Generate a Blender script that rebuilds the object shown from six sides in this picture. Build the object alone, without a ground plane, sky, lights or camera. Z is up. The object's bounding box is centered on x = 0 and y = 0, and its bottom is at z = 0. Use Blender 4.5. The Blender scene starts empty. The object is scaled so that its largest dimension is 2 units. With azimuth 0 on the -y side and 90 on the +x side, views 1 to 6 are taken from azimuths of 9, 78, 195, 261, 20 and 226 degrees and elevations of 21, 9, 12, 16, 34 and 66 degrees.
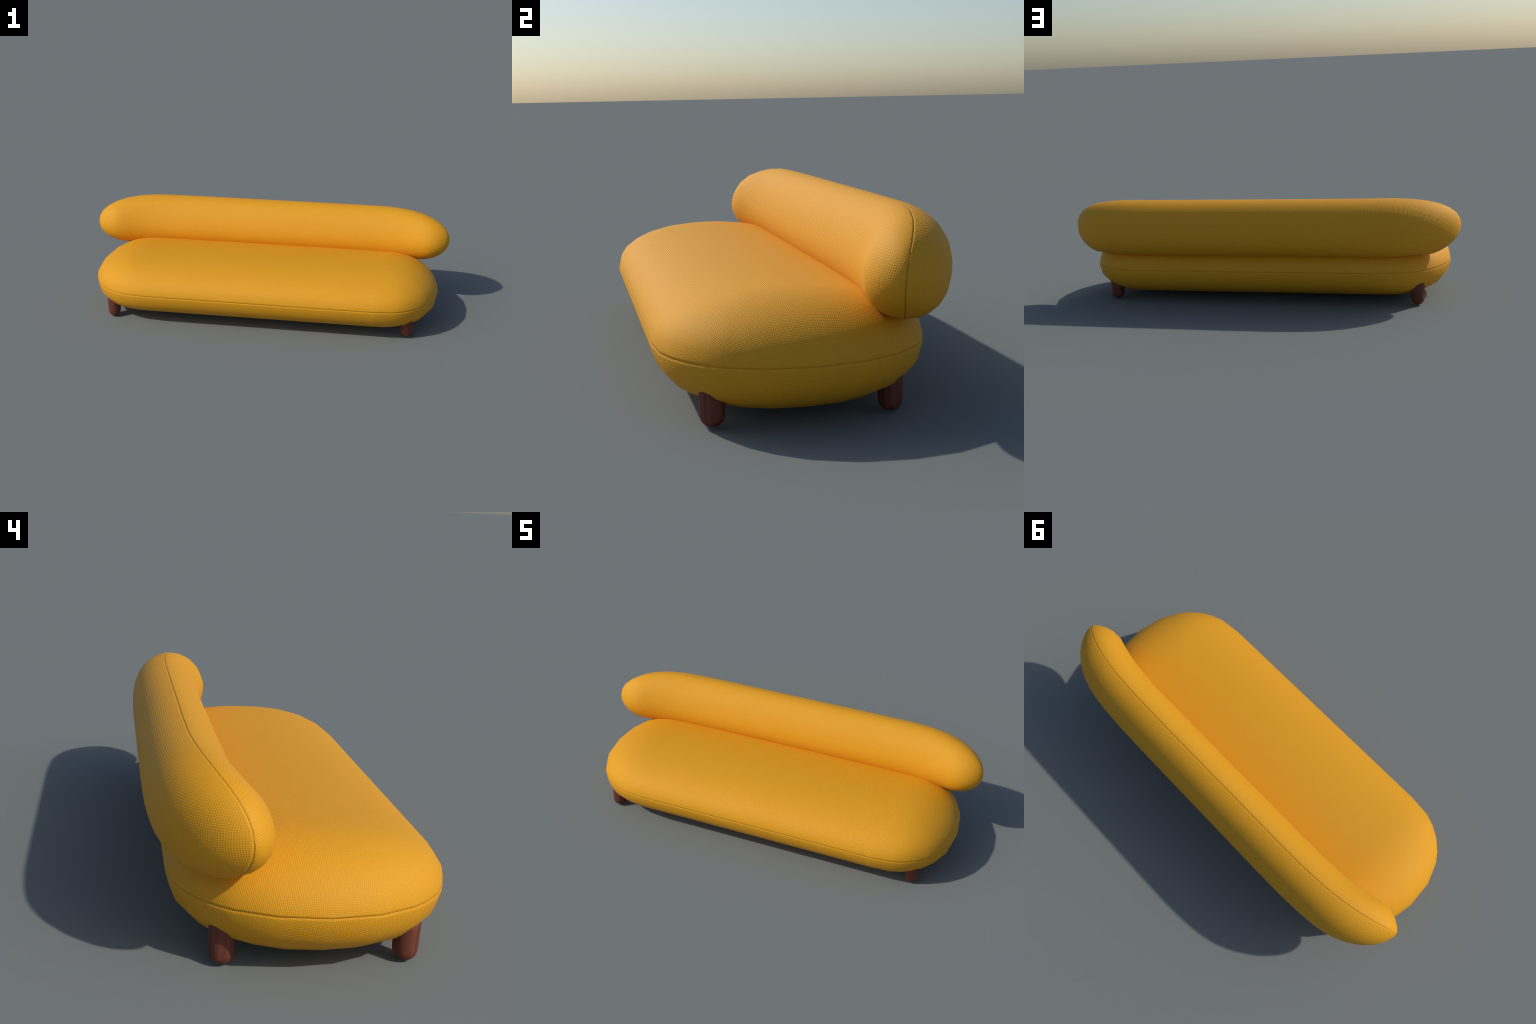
import bpy, math
import numpy as np

# ------------------------------------------------------------------ sofa
# A long two-pillow sofa: a flat lozenge seat, a leaning bolster backrest
# whose ends curl forward, and four round-footed wooden legs.
# Both pillows are "two covers sewn along an outline": the outline and the two
# bulges are super-elliptical, each with its own end rounding (onset, exponent).

SEAT = dict(length=0.940, centre=(-0.0369, 0.1791), lean=0.0, shift=0.0084,
            wide=(0.3753, 0.3606), wide_end=((0.595, 2.235), (0.611, 2.14)),
            deep=(0.1506, 0.1630), deep_end=((0.691, 1.91), (0.645, 2.23)),
            section=((2.18, 2.34), (2.22, 2.33)),
            sag=0.0, bend=0.0, bend_from=0.5, bend_power=2.0, bend_up=0.0,
            stations=(0.0, 0.2, 0.4, 0.6),
            knots=(0.97, 0.91, 0.83, 0.72, 0.60, 0.335, 0.0), levels=(8, 6), pitch=0.0054)

BACK = dict(length=1.0, centre=(0.2708, 0.3796), lean=1.4686, shift=0.0,
            wide=(0.1545, 0.1284), wide_end=((0.626, 2.34), (0.809, 1.97)),
            deep=(0.1158, 0.1297), deep_end=((0.872, 1.43), (0.7335, 2.257)),
            section=((2.0, 2.10), (2.0, 2.32)), sag=0.13,
            bend=0.1017, bend_from=0.266, bend_power=4.03, bend_up=0.009,
            stations=(0.0, 0.2, 0.4, 0.55, 0.64, 0.70),
            knots=(0.94, 0.85, 0.73, 0.58, 0.41, 0.21, 0.0), levels=(8, 7), pitch=0.0064)

LEG_X, LEG_FRONT, LEG_REAR, LEG_RADIUS = 0.792, -0.2675, 0.2058, 0.033


def taper(x, length, onset, power):
    t = np.clip((np.abs(x) - onset) / (length - onset), 0.0, 1.0)
    return (1.0 - t ** power) ** (1.0 / power)


def outline(p, side):
    """Seam from the -x tip to the +x tip on one side (0: positive, 1: negative)."""
    L = p["length"]
    onset, power = p["wide_end"][side]
    f = np.array(p["knots"])                       # breaks of the end curve, as shares of the width
    xe = onset + (L - onset) * (1 - f ** power) ** (1 / power)
    half = np.concatenate([p["stations"], xe])
    xs = np.concatenate([-half[:0:-1], half])
    sign = 1.0 if side == 0 else -1.0
    return xs, sign * p["wide"][side] * taper(xs, L, onset, power)


def pillow(p, groove=0.0024):
    """Vertices, faces and fabric coordinates of both covers."""
    L, core = p["length"], p["stations"][-1]
    xa, aa = outline(p, 0)
    xb, ab = outline(p, 1)
    xo = np.concatenate([xa, xb[::-1][1:-1]])
    ao = np.concatenate([aa, ab[::-1][1:-1]])
    n = len(xo)
    xk = np.clip(xo, -core, core)
    # inward normal of the outline, for the seam groove
    tx, ta = np.roll(xo, -1) - np.roll(xo, 1), np.roll(ao, -1) - np.roll(ao, 1)
    ln = np.hypot(tx, ta)
    nx, na = ta / ln, -tx / ln                       # points inward (outline runs clockwise)
    inward = np.sign(nx * (xk - xo) + na * (0 - ao))
    nx, na = nx * inward, na * inward
    verts, coords, rows = [], [], []

    def surface(x, a, top):
        d = np.zeros_like(x)
        side = (a < 0).astype(int)
        for k in (0, 1):
            m = side == k
            width = p["wide"][k] * taper(x[m], L, *p["wide_end"][k])
            e = p["section"][k][0 if top else 1]
            r = np.clip(np.abs(a[m]) / np.maximum(width, 1e-6), 0, 1)
            d[m] = (1 - r ** e) ** (1 / e)
            if top:                                  # the filling sinks: fuller below, slimmer above
                d[m] *= 1 - p["sag"] * (r if k == 0 else -r)
        depth = p["deep"][0 if top else 1]
        d *= depth * taper(x, L, *p["deep_end"][0 if top else 1])
        return d if top else -d

    def place(x, a, d):
        t = p["lean"]
        far = np.clip((np.abs(x) - p["bend_from"]) / (1 - p["bend_from"]), 0, None) ** p["bend_power"]
        y = p["centre"][0] - p["bend"] * far + a * math.cos(t) - d * math.sin(t)
        z = p["centre"][1] + p["bend_up"] * far + a * math.sin(t) + d * math.cos(t)
        return np.stack([x + p["shift"], y, z], -1)

    faces = []
    for top in (True, False):
        depth = p["deep"][0 if top else 1]
        angles = list(np.linspace(0, np.pi / 2, p["levels"][0 if top else 1] + 1)[:-1])
        angles += [np.pi / 2 - 0.005 / depth, np.pi / 2 - 0.0010 / depth]
        ring_ids, ring_pts = [], []
        for th in angles:
            s = math.sin(th)
            x, a = xk + s * (xo - xk), s * ao
            ring_pts.append((x, a, surface(x, a, top)))
        ring_pts.append((xo + groove * nx, ao + groove * na, np.zeros(n)))
        # fabric coordinates: threads counted along the cloth from the core line
        walk = np.zeros(n)
        ux, ua = xo - xk, ao.copy()
        r = np.maximum(np.hypot(ux, ua), 1e-9)
        prev = None
        for ring in ring_pts:
            P = place(*ring)
            if prev is not None:
                walk = walk + np.linalg.norm(P - prev, axis=1)
            prev = P
            ring_ids.append(len(verts) + np.arange(n))
            verts.extend(P)
            coords.extend(np.stack([xk + ux / r * walk, ua / r * walk], -1) / p["pitch"])
        for i in range(len(ring_ids) - 1):
            A, B = ring_ids[i], ring_ids[i + 1]
            for j in range(n):
                k = (j + 1) % n
                f = (A[j], B[j], B[k], A[k])
                faces.append(f if top else f[::-1])
    seam = place(xo + 0.0016 * nx, ao + 0.0016 * na, np.zeros(n))
    return np.array(verts), np.array(coords), faces, seam


def weld(verts, coords, faces, tolerance=1e-5):
    key, ids, keep = {}, [], []
    for i, v in enumerate(np.round(verts / tolerance).astype(np.int64)):
        k = tuple(v)
        if k not in key:
            key[k] = len(keep)
            keep.append(i)
        ids.append(key[k])
    out = []
    for f in faces:
        g = []
        for i in f:
            if ids[i] not in g:
                g.append(ids[i])
        if len(g) > 2:
            out.append(g)
    return verts[keep], coords[keep], out


def add_mesh(name, verts, faces, material, parent, coords=None):
    me = bpy.data.meshes.new(name)
    me.from_pydata([tuple(map(float, v)) for v in verts], [], [list(map(int, f)) for f in faces])
    me.validate()
    me.update()
    if coords is not None:
        for axis, tag in enumerate(("cloth_along", "cloth_across")):
            at = me.attributes.new(tag, "FLOAT", "POINT")
            at.data.foreach_set("value", np.ascontiguousarray(coords[:, axis], dtype=np.float32))
    me.shade_smooth()
    me.materials.append(material)
    ob = bpy.data.objects.new(name, me)
    bpy.context.collection.objects.link(ob)
    ob.parent = parent
    return ob


# ------------------------------------------------------------- materials
class Nodes:
    def __init__(self, name):
        self.mat = bpy.data.materials.new(name)
        self.mat.use_nodes = True
        self.t = self.mat.node_tree
        self.bsdf = self.t.nodes["Principled BSDF"]

    def new(self, kind, **props):
        nd = self.t.nodes.new(kind)
        for k, v in props.items():
            setattr(nd, k, v)
        return nd

    def link(self, a, b):
        self.t.links.new(a, b)

    def math(self, op, a, b=None):
        nd = self.new("ShaderNodeMath", operation=op)
        for i, v in enumerate((a, b)):
            if v is None:
                continue
            if isinstance(v, (int, float)):
                nd.inputs[i].default_value = v
            else:
                self.link(v, nd.inputs[i])
        return nd.outputs[0]


def make_fabric():
    m = Nodes("woven_yellow_fabric")
    waves = []
    for tag in ("cloth_along", "cloth_across"):
        at = m.new("ShaderNodeAttribute", attribute_name=tag)
        w = m.math("SINE", m.math("MULTIPLY", at.outputs["Fac"], math.pi))
        waves.append(m.math("POWER", m.math("ABSOLUTE", w), 0.85))
    knots = m.math("MULTIPLY", *waves)
    bump = m.new("ShaderNodeBump")
    bump.inputs["Strength"].default_value = 1.0
    bump.inputs["Distance"].default_value = 0.00055
    m.link(knots, bump.inputs["Height"])
    m.link(bump.outputs[0], m.bsdf.inputs["Normal"])
    co = m.new("ShaderNodeTexCoord")
    noise = m.new("ShaderNodeTexNoise")
    noise.inputs["Scale"].default_value = 260.0
    noise.inputs["Detail"].default_value = 2.0
    m.link(co.outputs["Object"], noise.inputs["Vector"])
    ramp = m.new("ShaderNodeValToRGB")
    ramp.color_ramp.elements[0].position = 0.3
    ramp.color_ramp.elements[0].color = (0.708, 0.311, 0.0015, 1)
    ramp.color_ramp.elements[1].position = 0.7
    ramp.color_ramp.elements[1].color = (0.752, 0.333, 0.002, 1)
    m.link(noise.outputs["Fac"], ramp.inputs[0])
    m.link(ramp.outputs[0], m.bsdf.inputs["Base Color"])
    m.bsdf.inputs["Roughness"].default_value = 0.7
    return m.mat


def make_seam_line():
    m = Nodes("seam_dark_line")
    co = m.new("ShaderNodeTexCoord")
    noise = m.new("ShaderNodeTexNoise")
    noise.inputs["Scale"].default_value = 300.0
    m.link(co.outputs["Object"], noise.inputs["Vector"])
    ramp = m.new("ShaderNodeValToRGB")
    ramp.color_ramp.elements[0].color = (0.50, 0.20, 0.004, 1)
    ramp.color_ramp.elements[1].color = (0.62, 0.26, 0.005, 1)
    m.link(noise.outputs["Fac"], ramp.inputs[0])
    m.link(ramp.outputs[0], m.bsdf.inputs["Base Color"])
    m.bsdf.inputs["Roughness"].default_value = 0.85
    return m.mat


def make_wood():
    m = Nodes("red_brown_wood")
    co = m.new("ShaderNodeTexCoord")
    info = m.new("ShaderNodeObjectInfo")
    add = m.new("ShaderNodeVectorMath", operation="ADD")
    m.link(co.outputs["Object"], add.inputs[0])
    m.link(m.math("MULTIPLY", info.outputs["Random"], 7.0), add.inputs[1])
    mp = m.new("ShaderNodeMapping")
    mp.inputs["Scale"].default_value = (95, 95, 5)
    m.link(add.outputs[0], mp.inputs["Vector"])
    noise = m.new("ShaderNodeTexNoise")
    noise.inputs["Scale"].default_value = 1.0
    noise.inputs["Detail"].default_value = 5.0
    noise.inputs["Distortion"].default_value = 0.6
    m.link(mp.outputs[0], noise.inputs["Vector"])
    ramp = m.new("ShaderNodeValToRGB")
    ramp.color_ramp.elements[0].position = 0.30
    ramp.color_ramp.elements[0].color = (0.085, 0.021, 0.013, 1)
    ramp.color_ramp.elements[1].position = 0.70
    ramp.color_ramp.elements[1].color = (0.190, 0.045, 0.026, 1)
    mid = ramp.color_ramp.elements.new(0.5)
    mid.color = (0.140, 0.037, 0.019, 1)
    m.link(noise.outputs["Fac"], ramp.inputs[0])
    m.link(ramp.outputs[0], m.bsdf.inputs["Base Color"])
    m.bsdf.inputs["Roughness"].default_value = 0.65
    m.bsdf.inputs["Specular IOR Level"].default_value = 0.35
    bump = m.new("ShaderNodeBump")
    bump.inputs["Strength"].default_value = 0.25
    bump.inputs["Distance"].default_value = 0.0007
    m.link(noise.outputs["Fac"], bump.inputs["Height"])
    m.link(bump.outputs[0], m.bsdf.inputs["Normal"])
    return m.mat


# ----------------------------------------------------------------- parts
def tube(points, radius, sides=6):
    """Closed thin tube along a loop of points."""
    n = len(points)
    t = np.roll(points, -1, 0) - np.roll(points, 1, 0)
    t /= np.linalg.norm(t, axis=1)[:, None]
    middle = points.mean(0)
    plane = np.linalg.svd(points - middle)[2][2]
    e1 = np.cross(t, plane)
    e1 /= np.linalg.norm(e1, axis=1)[:, None]
    e2 = np.cross(t, e1)
    verts, faces = [], []
    for k in range(sides):
        c, s = math.cos(2 * math.pi * k / sides), math.sin(2 * math.pi * k / sides)
        verts.extend(points + radius * (c * e1 + s * e2))
    for k in range(sides):
        for j in range(n):
            j2, k2 = (j + 1) % n, (k + 1) % sides
            faces.append((k * n + j, k * n + j2, k2 * n + j2, k2 * n + j))
    return np.array(verts), faces


def leg_mesh(material, top, sides=20):
    """Round peg: hemispherical foot, slight flare towards the top."""
    prof = [(LEG_RADIUS * math.sin(a), LEG_RADIUS * (1 - math.cos(a)))
            for a in np.linspace(0, np.pi / 2, 8)]
    prof += [(LEG_RADIUS + 0.0022 * f, LEG_RADIUS + f * (top - LEG_RADIUS)) for f in (0.35, 0.7, 1.0)]
    verts, faces = [(0, 0, 0)], []
    for r, z in prof[1:]:
        verts += [(r * math.cos(2 * math.pi * k / sides), r * math.sin(2 * math.pi * k / sides), z)
                  for k in range(sides)]
    rows = len(prof) - 1
    for k in range(sides):
        k2 = (k + 1) % sides
        faces.append((0, 1 + k2, 1 + k))
        for i in range(rows - 1):
            a, b = 1 + i * sides, 1 + (i + 1) * sides
            faces.append((a + k, a + k2, b + k2, b + k))
    last = 1 + (rows - 1) * sides
    faces.append(tuple(last + k for k in range(sides)))
    me = bpy.data.meshes.new("leg")
    me.from_pydata(verts, [], faces)
    me.update()
    me.shade_smooth()
    me.polygons[len(me.polygons) - 1].use_smooth = False
    me.materials.append(material)
    return me


fabric, seam_line, wood = make_fabric(), make_seam_line(), make_wood()

sofa = bpy.data.objects.new("sofa", None)
bpy.context.collection.objects.link(sofa)
sofa["label"] = "long yellow pillow sofa with bolster backrest and wooden legs"
sofa["category"] = "sofa"

for name, spec in (("seat", SEAT), ("backrest", BACK)):
    verts, coords, faces, seam_loop = pillow(spec)
    verts, coords, faces = weld(verts, coords, faces)
    part = add_mesh(name, verts, faces, fabric, sofa, coords)
    tv, tf = tube(seam_loop, 0.0005)
    add_mesh("seam", tv, tf, seam_line, part)

peg = leg_mesh(wood, 0.118)
for x in (-LEG_X, LEG_X):
    for y in (LEG_FRONT, LEG_REAR):
        leg = bpy.data.objects.new("leg", peg)
        leg.location = (x, y, 0)
        bpy.context.collection.objects.link(leg)
        leg.parent = sofa
